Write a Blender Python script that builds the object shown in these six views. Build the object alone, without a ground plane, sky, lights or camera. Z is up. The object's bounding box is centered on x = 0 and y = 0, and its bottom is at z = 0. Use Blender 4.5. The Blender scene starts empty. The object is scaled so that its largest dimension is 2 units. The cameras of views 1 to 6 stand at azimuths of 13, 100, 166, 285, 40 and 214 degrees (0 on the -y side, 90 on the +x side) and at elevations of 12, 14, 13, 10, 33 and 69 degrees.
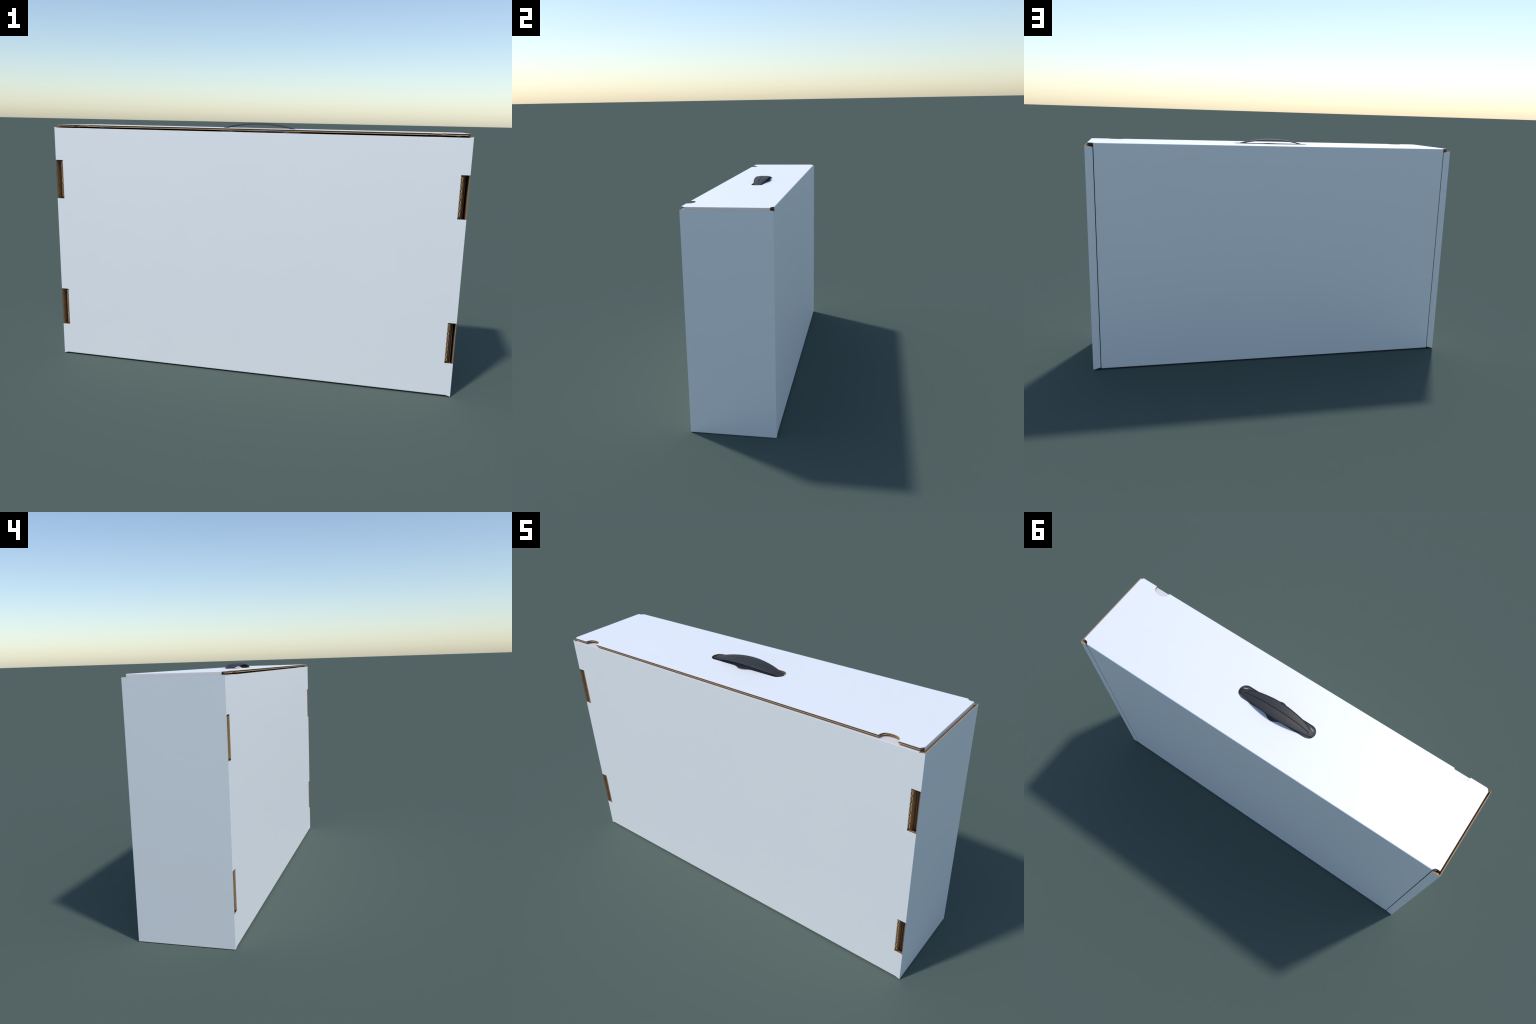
"""White corrugated mailer box standing on its edge, with a black plastic carrying handle.

Every panel is a real corrugated board: an outer liner (white face), a wavy medium and an inner
kraft liner, cut to an outline in the flat and then folded along its creases.
Metres, z up; x is the long side, the base panel faces -y, the hinged lid faces +y.
"""
import bpy, bmesh, math
from math import sin, cos, pi, sqrt, exp, hypot
from mathutils import Vector

# ------------------------------------------------------------------ main sizes
HX = 1.0                    # half length
YF, YB = -0.2305, 0.2305    # base panel face, lid face
Z_FLOOR = 0.0045            # the bottom panel rides on the side walls
Z_SIDE = 1.1945             # raw top edge of the side walls
Z_WALL = 1.1910             # base wall lying under the lid flap
Z_LID = 1.2077              # top face of the lid flap
T = 0.0104                  # board
T_LID = 0.0089              # lid flap
Y_LID = 0.2294              # the lid panel lies a hair behind the rims
T_SIDE = 0.0032             # crushed side wall
T_ROLL = 0.0095             # rolled over rim and inner wall
LINER = 0.0016
PITCH = 0.0252              # flute pitch
CREASE = 0.0022             # outside crease radius
CREASE_TUCK = 0.0009        # sharp crease between base panel and the wall under the lid
CREASE_SIDE = 0.0007
X_SLOT = 0.961
SLOTS = ((0.1635, 0.3585), (0.8367, 1.0315))
X_WALL = 0.9757             # end of the wall under the lid
X_RIM = 0.9615              # inner end of rolled rim
X_LID = 0.9575              # end of the lid panel
X_EAR = 0.9880              # outer face of the lid ears


# ------------------------------------------------------------------ materials
def new_mat(name):
    m = bpy.data.materials.new(name)
    m.use_nodes = True
    nt = m.node_tree
    return m, nt, nt.nodes["Principled BSDF"]


def noise(nt, scale, detail=3.0, rough=0.55, stretch=(1, 1, 1)):
    tc = nt.nodes.new("ShaderNodeTexCoord")
    mp = nt.nodes.new("ShaderNodeMapping")
    mp.inputs["Scale"].default_value = stretch
    n = nt.nodes.new("ShaderNodeTexNoise")
    n.inputs["Scale"].default_value = scale
    n.inputs["Detail"].default_value = detail
    n.inputs["Roughness"].default_value = rough
    nt.links.new(tc.outputs["Object"], mp.inputs["Vector"])
    nt.links.new(mp.outputs["Vector"], n.inputs["Vector"])
    return n


def ramp(nt, src, stops):
    r = nt.nodes.new("ShaderNodeValToRGB")
    e = r.color_ramp.elements
    e[0].position, e[0].color = stops[0][0], (*stops[0][1], 1)
    e[1].position, e[1].color = stops[-1][0], (*stops[-1][1], 1)
    for p, c in stops[1:-1]:
        k = e.new(p)
        k.color = (*c, 1)
    nt.links.new(src, r.inputs["Fac"])
    return r


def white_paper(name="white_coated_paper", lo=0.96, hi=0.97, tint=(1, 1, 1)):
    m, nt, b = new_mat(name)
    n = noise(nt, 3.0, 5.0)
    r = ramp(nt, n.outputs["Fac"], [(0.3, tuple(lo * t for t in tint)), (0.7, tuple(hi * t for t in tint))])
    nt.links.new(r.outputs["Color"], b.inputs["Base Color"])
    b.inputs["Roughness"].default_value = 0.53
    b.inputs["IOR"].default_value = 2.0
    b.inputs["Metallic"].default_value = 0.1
    g = noise(nt, 60.0, 4.0, 0.6, (1.0, 1.0, 0.35))
    bump = nt.nodes.new("ShaderNodeBump")
    bump.inputs["Strength"].default_value = 0.04
    bump.inputs["Distance"].default_value = 0.002
    nt.links.new(g.outputs["Fac"], bump.inputs["Height"])
    nt.links.new(bump.outputs["Normal"], b.inputs["Normal"])
    return m


def kraft_paper():
    m, nt, b = new_mat("brown_kraft_paper")
    n = noise(nt, 55.0, 5.0, 0.65, (1.0, 1.0, 1.0))
    r = ramp(nt, n.outputs["Fac"], [(0.30, (0.40, 0.235, 0.11)), (0.55, (0.50, 0.31, 0.155)),
                                    (0.75, (0.58, 0.385, 0.21))])
    nt.links.new(r.outputs["Color"], b.inputs["Base Color"])
    b.inputs["Roughness"].default_value = 0.8
    b.inputs["Specular IOR Level"].default_value = 0.2
    return m


def flute_paper():
    m, nt, b = new_mat("fluting_paper")
    n = noise(nt, 80.0, 4.0, 0.6)
    r = ramp(nt, n.outputs["Fac"], [(0.3, (0.54, 0.37, 0.20)), (0.7, (0.68, 0.49, 0.29))])
    nt.links.new(r.outputs["Color"], b.inputs["Base Color"])
    b.inputs["Roughness"].default_value = 0.85
    b.inputs["Specular IOR Level"].default_value = 0.2
    return m


def shaded_inner_paper():
    """Paper of the flutes and hidden liner faces, darkened to paint in cavity shade."""
    m, nt, b = new_mat("shaded_fluting_paper")
    n = noise(nt, 80.0, 4.0, 0.6)
    r = ramp(nt, n.outputs["Fac"], [(0.3, (0.19, 0.115, 0.075)), (0.7, (0.27, 0.170, 0.112))])
    nt.links.new(r.outputs["Color"], b.inputs["Base Color"])
    b.inputs["Roughness"].default_value = 0.9
    b.inputs["Specular IOR Level"].default_value = 0.1
    return m


def black_plastic(name="black_plastic", k=1.0, rough=0.56):
    m, nt, b = new_mat(name)
    n = noise(nt, 30.0, 4.0)
    r = ramp(nt, n.outputs["Fac"], [(0.3, (0.030 * k, 0.030 * k, 0.032 * k)), (0.7, (0.036 * k, 0.036 * k, 0.038 * k))])
    nt.links.new(r.outputs["Color"], b.inputs["Base Color"])
    b.inputs["Roughness"].default_value = rough
    b.inputs["Specular IOR Level"].default_value = 0.44
    g = noise(nt, 900.0, 2.0)
    bump = nt.nodes.new("ShaderNodeBump")
    bump.inputs["Strength"].default_value = 0.05
    bump.inputs["Distance"].default_value = 0.0005
    nt.links.new(g.outputs["Fac"], bump.inputs["Height"])
    nt.links.new(bump.outputs["Normal"], b.inputs["Normal"])
    return m


WHITE, KRAFT, FLUTE, SHADED_INNER, PLASTIC = (white_paper(), kraft_paper(), flute_paper(), shaded_inner_paper(),
                                       black_plastic())
GROOVE_SHADE = black_plastic("black_plastic_groove_shade", 0.25, 0.95)  # darker copy of the plastic paints occlusion into the grooves
SHADE_PLATE = black_plastic("shade_plate_grey", 7.0, 0.7)  # grey of the added plate that stands in for shade in the hand slot
SHADED_WHITE = white_paper("white_paper_shaded", 0.80, 0.82, (1, 0.975, 0.965))  # same white sheet, dulled and warmed to paint in shade and kraft bounce

# ------------------------------------------------------------------ the thing
root = bpy.data.objects.new("carrying_box", None)
bpy.context.collection.objects.link(root)
root["label"] = "white corrugated cardboard carrying box with black plastic handle"
root["category"] = "cardboard box"


def add_object(name, verts, faces, mats, idx, smooth=False):
    me = bpy.data.meshes.new(name)
    me.from_pydata(verts, [], faces)
    for m in mats:
        me.materials.append(m)
    me.polygons.foreach_set("material_index", idx)
    bm = bmesh.new()
    bm.from_mesh(me)
    bmesh.ops.recalc_face_normals(bm, faces=bm.faces)
    bm.to_mesh(me)
    bm.free()
    me.polygons.foreach_set("use_smooth", [smooth] * len(me.polygons))
    me.update()
    ob = bpy.data.objects.new(name, me)
    bpy.context.collection.objects.link(ob)
    ob.parent = root
    return ob


# ------------------------------------------------------------------ corrugated board
def flat_sheet(outline, holes, cuts_u, cuts_v):
    """Fill a 2D outline (with holes) and cut it along straight lines; returns points, faces."""
    bm = bmesh.new()
    for loop in [outline] + list(holes):
        vs = [bm.verts.new((p[0], p[1], 0)) for p in loop]
        for a, b in zip(vs, vs[1:] + vs[:1]):
            bm.edges.new((a, b))
    bmesh.ops.triangle_fill(bm, use_beauty=True, use_dissolve=False, edges=bm.edges[:])
    for axis, cuts in ((0, cuts_u), (1, cuts_v)):
        lo = min(p[axis] for p in outline)
        hi = max(p[axis] for p in outline)
        for c in sorted(set(round(c, 6) for c in cuts)):
            if lo + 1e-5 < c < hi - 1e-5:
                co, no = Vector((0, 0, 0)), Vector((0, 0, 0))
                co[axis], no[axis] = c, 1
                bmesh.ops.bisect_plane(bm, geom=bm.verts[:] + bm.edges[:] + bm.faces[:],
                                       dist=1e-6, plane_co=co, plane_no=no)
    bm.normal_update()
    for f in bm.faces:
        if f.normal.z < 0:
            f.normal_flip()
    bm.verts.index_update()
    pts = [(v.co.x, v.co.y) for v in bm.verts]
    faces = [[v.index for v in f.verts] for f in bm.faces]
    bm.free()
    return pts, faces


def shell(pts, faces, w0, w1, place, out, mat_top, mat_under, mat_cut, tucked=None):
    """Close a flat sheet into a thin solid between depths w0 and w1 and fold it into place."""
    verts, polys, idx = out
    base, n = len(verts), len(pts)
    verts += [place(u, v, w0(u, v)) for u, v in pts]
    verts += [place(u, v, w1(u, v)) for u, v in pts]
    count = {}
    for f in faces:
        polys.append([base + i for i in f])
        idx.append(mat_top)
        polys.append([base + n + i for i in reversed(f)])
        idx.append(mat_under)
        for a, b in zip(f, f[1:] + f[:1]):
            count[(a, b)] = 1
    for a, b in list(count):
        if (b, a) not in count:
            polys.append([base + b, base + a, base + n + a, base + n + b])
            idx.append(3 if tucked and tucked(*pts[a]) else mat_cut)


def board(name, outline, place, t=T, holes=(), cuts_u=(), cuts_v=(), wave=1, phase=0.0,
          liner=LINER, corrugated=True, pitch=PITCH, face=None, tucked=None):
    """wave=1: the flutes run along u and undulate with v; wave=0 the other way round.
    phase 0 puts the medium against the inner liner at coordinate 0."""
    out = ([], [], [])
    pts, faces = flat_sheet(outline, holes, cuts_u, cuts_v)
    if not corrugated:
        shell(pts, faces, lambda u, v: 0.0, lambda u, v: t, place, out, 0, 1, 1)
    else:
        shell(pts, faces, lambda u, v: 0.0, lambda u, v: liner, place, out, 0, 3, 1, tucked)
        shell(pts, faces, lambda u, v: t - liner, lambda u, v: t, place, out, 3, 1, 1)
        lo = min(p[wave] for p in outline)
        hi = max(p[wave] for p in outline)
        step = pitch / 10
        k = [lo + step * i for i in range(1, int((hi - lo) / step) + 1)]
        cu, cv = (list(cuts_u), list(cuts_v) + k) if wave else (list(cuts_u) + k, list(cuts_v))
        pts, faces = flat_sheet(outline, holes, cu, cv)
        th = liner * 0.9
        amp = (t - 2 * liner - th) / 2

        def mid(u, v):
            a = 2 * pi * ((v if wave else u) - phase) / pitch
            c = cos(a)
            return t / 2 + amp * max(-1, min(1, 1.18 * c))
        shell(pts, faces, lambda u, v: mid(u, v) - th / 2, lambda u, v: mid(u, v) + th / 2,
              place, out, 3, 3, 2, tucked)
    return add_object(name, *out[:2], (face or WHITE, KRAFT, FLUTE, SHADED_INNER), out[2])


class Fold:
    """A polyline in a plane, folded towards its depth side, with rounded creases.
    Running coordinate s is measured along the sharp outer polyline."""

    def __init__(self, pts, s0=0.0, r=CREASE, scale=None):
        self.p = [Vector(q) for q in pts]
        self.r = r
        self.s = [s0]
        for a, b in zip(self.p, self.p[1:]):
            self.s.append(self.s[-1] + (b - a).length)
        self.d = [(b - a).normalized() for a, b in zip(self.p, self.p[1:])]
        # depth is on the side the path turns to
        d0, d1 = self.d[0], (self.d[1] if len(self.d) > 1 else Vector((-self.d[0].y, self.d[0].x)))
        turn = 1 if d0.x * d1.y - d0.y * d1.x > 0 else -1
        self.n = [Vector((-d.y, d.x)) * turn for d in self.d]
        self.scale = scale

    def at(self, s, w):
        if self.scale:
            w = self.scale(s, w)
        r = self.r
        for i in range(1, len(self.s) - 1):
            a = s - self.s[i]
            if abs(a) < r and w < r:
                th = (a + r) / (2 * r) * pi / 2
                c = self.p[i] + (self.n[i - 1] + self.n[i]) * r
                return c - (self.n[i - 1] * cos(th) + self.n[i] * sin(th)) * (r - w)
        i = 0
        while i < len(self.d) - 1 and s > self.s[i + 1]:
            i += 1
        a, L = s - self.s[i], self.s[i + 1] - self.s[i]
        if i > 0:
            a = max(a, w, r if w < r else 0)
        if i < len(self.d) - 1:
            a = min(a, L - max(w, r if w < r else 0))
        return self.p[i] + self.d[i] * a + self.n[i] * w

    def cuts(self, t):
        c = []
        for s in self.s[1:-1]:
            c += [s + self.r * k / 4 for k in range(-4, 5)] + [s - t, s + t, s - t / 2, s + t / 2]
        return c


def arc(cx, cy, r, a0, a1, n):
    return [(cx + r * cos(a0 + (a1 - a0) * i / n), cy + r * sin(a0 + (a1 - a0) * i / n))
            for i in range(n + 1)]


# ------------------------------------------------------------------ base panel (faces -y)
X_LIP = 0.9935                         # the side walls wrap round the corner to here


def wing_top(x):                       # raw corners stand a little proud of the creases
    return Z_WALL - CREASE_TUCK + (Z_SIDE - Z_WALL + CREASE_TUCK) * max(0, (abs(x) - X_WALL) / (HX - X_WALL))


def wing_low(x):
    return (Z_FLOOR + CREASE) * (1 - max(0, (abs(x) - X_WALL) / (HX - X_WALL)))


zt, zb = Z_WALL - CREASE_TUCK, Z_FLOOR + CREASE
right = [(X_WALL, zb), (X_LIP, wing_low(X_LIP))]
for a, b in SLOTS:
    right += [(X_LIP, a), (X_SLOT, a), (X_SLOT, b), (X_LIP, b)]
right += [(X_LIP, wing_top(X_LIP)), (X_WALL, zt)]
front = right + [(-x, z) for x, z in reversed(right)]
board("base_panel", front, lambda u, v, w: (u, YF + w, v), wave=1)

# ------------------------------------------------------------------ side walls with rolled rim
for side in (1, -1):
    # path in (x, y) for the right side, mirrored for the left
    pth = [(X_LIP, YF), (HX, YF), (HX, YB), (X_RIM, YB), (X_RIM, YB - 0.012)]
    lip = HX - X_LIP
    depth = YB - YF
    s_rim = lip + depth

    def scale(s, w, lip=lip, s_rim=s_rim):
        if s < lip - 1e-6:
            return w * T / T_SIDE
        if s > s_rim + 1e-6:
            return w * T_ROLL / T_SIDE
        return w

    fold = Fold(pth, 0.0, CREASE_SIDE, scale)

    def rim_top(s):
        return Z_SIDE - 0.0082 * (s - s_rim) / (HX - X_RIM)

    def rim_low(s):
        return 0.0102 * (s - s_rim) / (HX - X_RIM)

    s_end = fold.s[-1]
    s_in = fold.s[-2]
    ol = [(0, wing_low(X_LIP)), (lip, 0), (s_rim, 0), (s_in, rim_low(s_in)), (s_end, rim_low(s_in)),
          (s_end, rim_top(s_in)), (s_in, rim_top(s_in)), (s_rim, Z_SIDE), (lip, Z_SIDE),
          (0, wing_top(X_LIP))]
    for a, b in reversed(SLOTS):
        ol += [(0, b), (lip, b), (lip, a), (0, a)]

    def place(u, v, w, fold=fold, side=side):
        q = fold.at(u, w)
        return (q.x * side, q.y, v)
    board("side_wall", ol, place, t=T_SIDE, cuts_u=fold.cuts(T_ROLL), wave=1, liner=0.00105,
          tucked=lambda u, v, lip=lip: u < lip + 0.002)

    # inner wall: white side faces inwards, two tabs reach through the slots of the base panel
    y_body, y_tab, y_rear = YF + T + 0.001, YF + 0.0006, YB - 0.0125
    z0, z1 = 0.018, 1.179
    ol = [(y_rear, z0), (y_rear, z1), (y_body, z1)]
    for a, b in reversed(SLOTS):
        a, b, c = a + 0.0072, b - 0.0072, 0.004
        ol += [(y_body, b), (y_tab + c, b), (y_tab + 0.3 * c, b - 0.3 * c), (y_tab, b - c),
               (y_tab, a + c), (y_tab + 0.3 * c, a + 0.3 * c), (y_tab + c, a), (y_body, a)]
    ol += [(y_body, z0)]
    board("inner_wall", ol, lambda u, v, w, side=side: ((X_SLOT + 0.0002 + w) * side, u, v),
          t=T_ROLL - 0.0003, wave=1, phase=0.004 * side, liner=0.0018)

    # dust flap of the bottom panel, tucked up between the two walls
    ol = [(YF + 0.024, 0.019), (YB - 0.020, 0.019), (YB - 0.045, 0.46), (YF + 0.024, 0.46)]
    board("dust_flap", ol, lambda u, v, w, side=side: ((0.9862 - w) * side, u, v), t=T, wave=0, face=SHADED_INNER,  # dark face and cuts stand in for shade between the walls
          tucked=lambda u, v: True)

# ------------------------------------------------------------------ wall under the lid flap
fold = Fold([(YF, Z_WALL - CREASE_TUCK), (YF, Z_WALL), (YB - T - 0.001, Z_WALL)], 0.0, CREASE_TUCK)
ol = [(-X_WALL, 0), (X_WALL, 0), (X_WALL, fold.s[-1]), (-X_WALL, fold.s[-1])]


def place(u, v, w, fold=fold):
    q = fold.at(v, w)
    return (u, q.x, q.y)


board("tuck_wall", ol, place, cuts_v=fold.cuts(T), wave=1, face=SHADED_WHITE)

# ------------------------------------------------------------------ bottom panel (hinge)
fold = Fold([(Y_LID, Z_FLOOR + CREASE), (Y_LID, Z_FLOOR), (YF, Z_FLOOR), (YF, Z_FLOOR + CREASE)])
s1, s2, s3 = fold.s[1:4]
ol = [(-X_LID, 0), (X_LID, 0), (X_LID, s1 + 0.03), (X_WALL, s2 - 0.03), (X_WALL, s3),
      (-X_WALL, s3), (-X_WALL, s2 - 0.03), (-X_LID, s1 + 0.03)]


def place(u, v, w, fold=fold):
    q = fold.at(v, w)
    return (u, q.x, q.y)


board("bottom_panel", ol, place, cuts_v=fold.cuts(T), wave=1)

# ------------------------------------------------------------------ lid panel (faces +y)
Y_SEAM = Y_LID - 0.006
fold = Fold([(Y_LID, Z_FLOOR + CREASE), (Y_LID, Z_LID), (Y_SEAM, Z_LID)], Z_FLOOR + CREASE, 0.0042)
zc = fold.s[1]
ol = [(-X_LID, Z_FLOOR + CREASE), (X_LID, Z_FLOOR + CREASE), (X_LID, zc), (X_LID + 0.001, fold.s[2]),
      (-X_LID - 0.001, fold.s[2]), (-X_LID, zc)]


def place(u, v, w, fold=fold):
    q = fold.at(v, w)
    return (u, q.x, q.y)


board("lid_panel", ol, place, cuts_v=fold.cuts(T), wave=1)

# ------------------------------------------------------------------ lid flap with ears, notches, hand slot
Y_EDGE = -0.2275
EAR = 0.41
X_THUMB, R_THUMB = 0.8515, 0.0405      # half width of a thumb notch
DEEP = 0.0345


def thumb(cx):
    """Thumb notch cut from the free edge, walked towards -x."""
    n = 22
    pts = []
    for i in range(n + 1):
        th = pi * i / n
        k = 0.86
        pts.append((cx + R_THUMB * math.copysign(abs(cos(th)) ** k, cos(th)),
                    Y_EDGE + DEEP * sin(th) ** k))
    return pts


half = [(X_EAR + EAR, 0.150), (X_EAR + EAR, -0.180), (X_EAR + EAR - 0.03, -0.2000),
        (X_EAR + 0.10, -0.2020), (X_EAR, -0.2125), (0.9755, Y_EDGE)]
half += thumb(X_THUMB)
other = thumb(-X_THUMB) + [(-x, y) for x, y in reversed(half[:6])]
notch_l = [(-X_EAR - EAR + 0.06, 0.2125), (-X_EAR, 0.2133), (-0.975, 0.2133), (-0.970, 0.2142),
           (-0.9650, 0.2166), (-0.9618, 0.2198), (-0.9596, 0.2235), (-X_LID - 0.001, Y_SEAM)]
notch_r = [(-x, y) for x, y in reversed(notch_l)]
flap = half + other + notch_l + notch_r

R_SLOT, X_END, Y_MID = 0.0362, 0.2115, -0.0012


def slot_half(x):
    """Half width of the hand slot: straight sides with a soft finger bulge at mid-length."""
    return R_SLOT + 0.0190 * exp(-(abs(x) / 0.030) ** 2.5)


xe = X_END - R_SLOT
slot = arc(xe, Y_MID, R_SLOT, -pi / 2, pi / 2, 24)
xs = [0.060 * (1 - 2 * i / 40) for i in range(41)]
slot += [(x, Y_MID + slot_half(x)) for x in xs]
slot += arc(-xe, Y_MID, R_SLOT, pi / 2, 1.5 * pi, 24)
slot += [(-x, Y_MID - slot_half(x)) for x in xs]

fold = Fold([(-X_EAR, Z_LID - EAR), (-X_EAR, Z_LID), (X_EAR, Z_LID), (X_EAR, Z_LID - EAR)],
            -X_EAR - EAR, 0.0018)


def place(u, v, w, fold=fold):
    q = fold.at(u, w)
    lean = min(0.004, 0.05 * max(0.0, abs(u) - X_EAR - 0.012))     # tucked ears lean inwards
    return (q.x - math.copysign(lean, u), v, q.y)


board("lid_flap", flap, place, t=T_LID, holes=[slot],
      cuts_u=fold.cuts(T) + [k * (X_EAR + d) for d in (0.012, 0.092) for k in (-1, 1)], wave=1, phase=Y_EDGE,
      tucked=lambda u, v: abs(u) > X_EAR + 0.04)  # cuts low on the ears coloured dark in place of slot shade

# ------------------------------------------------------------------ handle
X_TIP = 0.224
CREST = 1.2343
WIDTHS = [(0.0, 0.0425), (0.03, 0.0420), (0.06, 0.0398), (0.10, 0.0355), (0.13, 0.0312), (0.16, 0.0245),
          (0.18, 0.0190), (0.20, 0.0140), (0.215, 0.0122), (0.24, 0.0120)]


def smooth_lookup(tab, x):
    x = abs(x)
    for i in range(len(tab) - 1):
        if x <= tab[i + 1][0]:
            break
    def m(j):
        if j <= 0:
            return 0.0
        j = min(j, len(tab) - 2)
        return (tab[j + 1][1] - tab[j - 1][1]) / (tab[j + 1][0] - tab[j - 1][0])
    (x0, y0), (x1, y1) = tab[i], tab[i + 1]
    h = x1 - x0
    t = min(1, (x - x0) / h)
    return ((2 * t ** 3 - 3 * t * t + 1) * y0 + (t ** 3 - 2 * t * t + t) * h * m(i)
            + (3 * t * t - 2 * t ** 3) * y1 + (t ** 3 - t * t) * h * m(i + 1))


def spine(x):
    return CREST - 0.0251 * (x / 0.18) ** 2 - 7.0 * max(0, abs(x) - 0.192) ** 2


BEVEL = 0.0034              # width of the sloping rim


def groove_lines():
    """Pad outlines moulded in the top: one along the -y rim and one down the middle, hooked at the ends."""
    n = 60
    mid, rim = [], []
    for i in range(n + 1):
        x = 0.174 * (2 * i / n - 1)
        k = (abs(x) / 0.174)
        mid.append((x, 0.003 * k ** 4))
        x2 = 0.168 * (2 * i / n - 1)
        rim.append((x2, -smooth_lookup(WIDTHS, x2) + BEVEL + 0.0007 + 0.0022 * (abs(x2) / 0.168) ** 8))
    for line in (mid, rim):
        (xa, ya), (xb, yb) = line[0], line[-1]
        line.insert(0, (xa - 0.0045, ya + 0.0025))
        line.insert(0, (xa - 0.0055, ya + 0.0070))
        line.append((xb + 0.0045, yb + 0.0025))
        line.append((xb + 0.0055, yb + 0.0070))
    return mid, rim


def seg_dist(px, py, a, b):
    dx, dy = b[0] - a[0], b[1] - a[1]
    t = max(0, min(1, ((px - a[0]) * dx + (py - a[1]) * dy) / (dx * dx + dy * dy)))
    return hypot(px - a[0] - t * dx, py - a[1] - t * dy)


GROOVES = groove_lines()


def groove_depth(x, y):
    best = 1.0
    for line in GROOVES:
        for a, b in zip(line, line[1:]):
            if a[0] - 0.004 < x < b[0] + 0.004:
                best = min(best, seg_dist(x, y, a, b))
    return 0.0016 * exp(-(best / 0.0012) ** 2) if best < 0.004 else 0.0


def build_handle():
    nx, nt_, nb, nr = 360, 220, 14, 8
    dome, rim_h, pad = 0.0023, 0.0048, 0.0008
    verts, faces, idx = [], [], []
    rows = []
    prof = []                                             # rim: rounded shoulder, upright band, rounded foot
    for q in range(1, 8):
        th = pi / 2 * q / 7
        prof.append((sin(th), -0.0014 * (1 - cos(th))))
    for q in range(0, 6):
        th = pi / 2 * q / 5
        prof.append((0.55 + 0.45 * cos(th), -rim_h + 0.0014 * (1 - sin(th))))
    nr = len(prof)
    for i in range(nx + 1):
        x = X_TIP * (2 * i / nx - 1)
        w = smooth_lookup(WIDTHS, x)
        z = spine(x)
        ring = []
        wi = w - BEVEL
        for j in range(nt_ + 1):                          # top, -y to +y
            y = wi * (2 * j / nt_ - 1)
            c = abs(y) / wi                               # two softly pillowed pads side by side
            ring.append((y, -dome * (y / w) ** 2 * (w / 0.0425) + pad * 4 * c * (1 - c) * max(0.0, 1 - (x / 0.175) ** 2)
                         - groove_depth(x, y)))
        ze = -dome * (wi / w) ** 2 * (w / 0.0425)
        ring += [(wi + BEVEL * a, ze + b) for a, b in prof]            # +y rim
        wu = wi + BEVEL * 0.5
        for j in range(1, nb):                            # underside
            y = wu * (1 - 2 * j / nb)
            ring.append((y, ze - rim_h - 0.0004 * (1 - (y / wu) ** 2)))
        ring += [(-wi - BEVEL * a, ze + b) for a, b in reversed(prof)]  # -y rim
        base = len(verts)
        verts += [(x, y, z + dz) for y, dz in ring]
        rows.append((base, len(ring)))
    for (a, n), (b, _) in zip(rows, rows[1:]):
        for j in range(n):
            k = (j + 1) % n
            faces.append((a + j, a + k, b + k, b + j))
            inside = False
            if j < nt_:
                v = verts[a + j]
                u = verts[b + k]
                inside = groove_depth((v[0] + u[0]) / 2, (v[1] + u[1]) / 2) > 0.00055
            idx.append(1 if inside else 0)
    faces.append(list(range(rows[0][0], rows[0][0] + rows[0][1])))
    faces.append(list(range(rows[-1][0], rows[-1][0] + rows[-1][1])))
    idx += [0, 0]
    return add_object("handle", verts, faces, (PLASTIC, GROOVE_SHADE), idx, smooth=True)


build_handle()


def build_shade_plate():
    """Added lens-shaped plate on the wall under the lid, dark in place of shade."""
    n, hx, hy = 40, 0.168, 0.056
    z0, z1 = Z_WALL + 0.0004, Z_WALL + 0.0022
    xs = [hx * sin(pi / 2 * (2 * i / n - 1)) for i in range(n + 1)]
    rim = [(x, -hy * max(0.0, 1 - (x / hx) ** 2) ** 0.75) for x in xs]
    rim += [(x, -y) for x, y in reversed(rim[1:-1])]
    m = len(rim)
    verts = [(x, y, z0) for x, y in rim] + [(x * 0.993, y * 0.98, z1) for x, y in rim]
    faces = [tuple(range(m)), tuple(range(m, 2 * m))]
    faces += [(i, (i + 1) % m, m + (i + 1) % m, m + i) for i in range(m)]
    return add_object("handle_shade_plate", verts, faces, (SHADE_PLATE,), [0] * len(faces))


build_shade_plate()
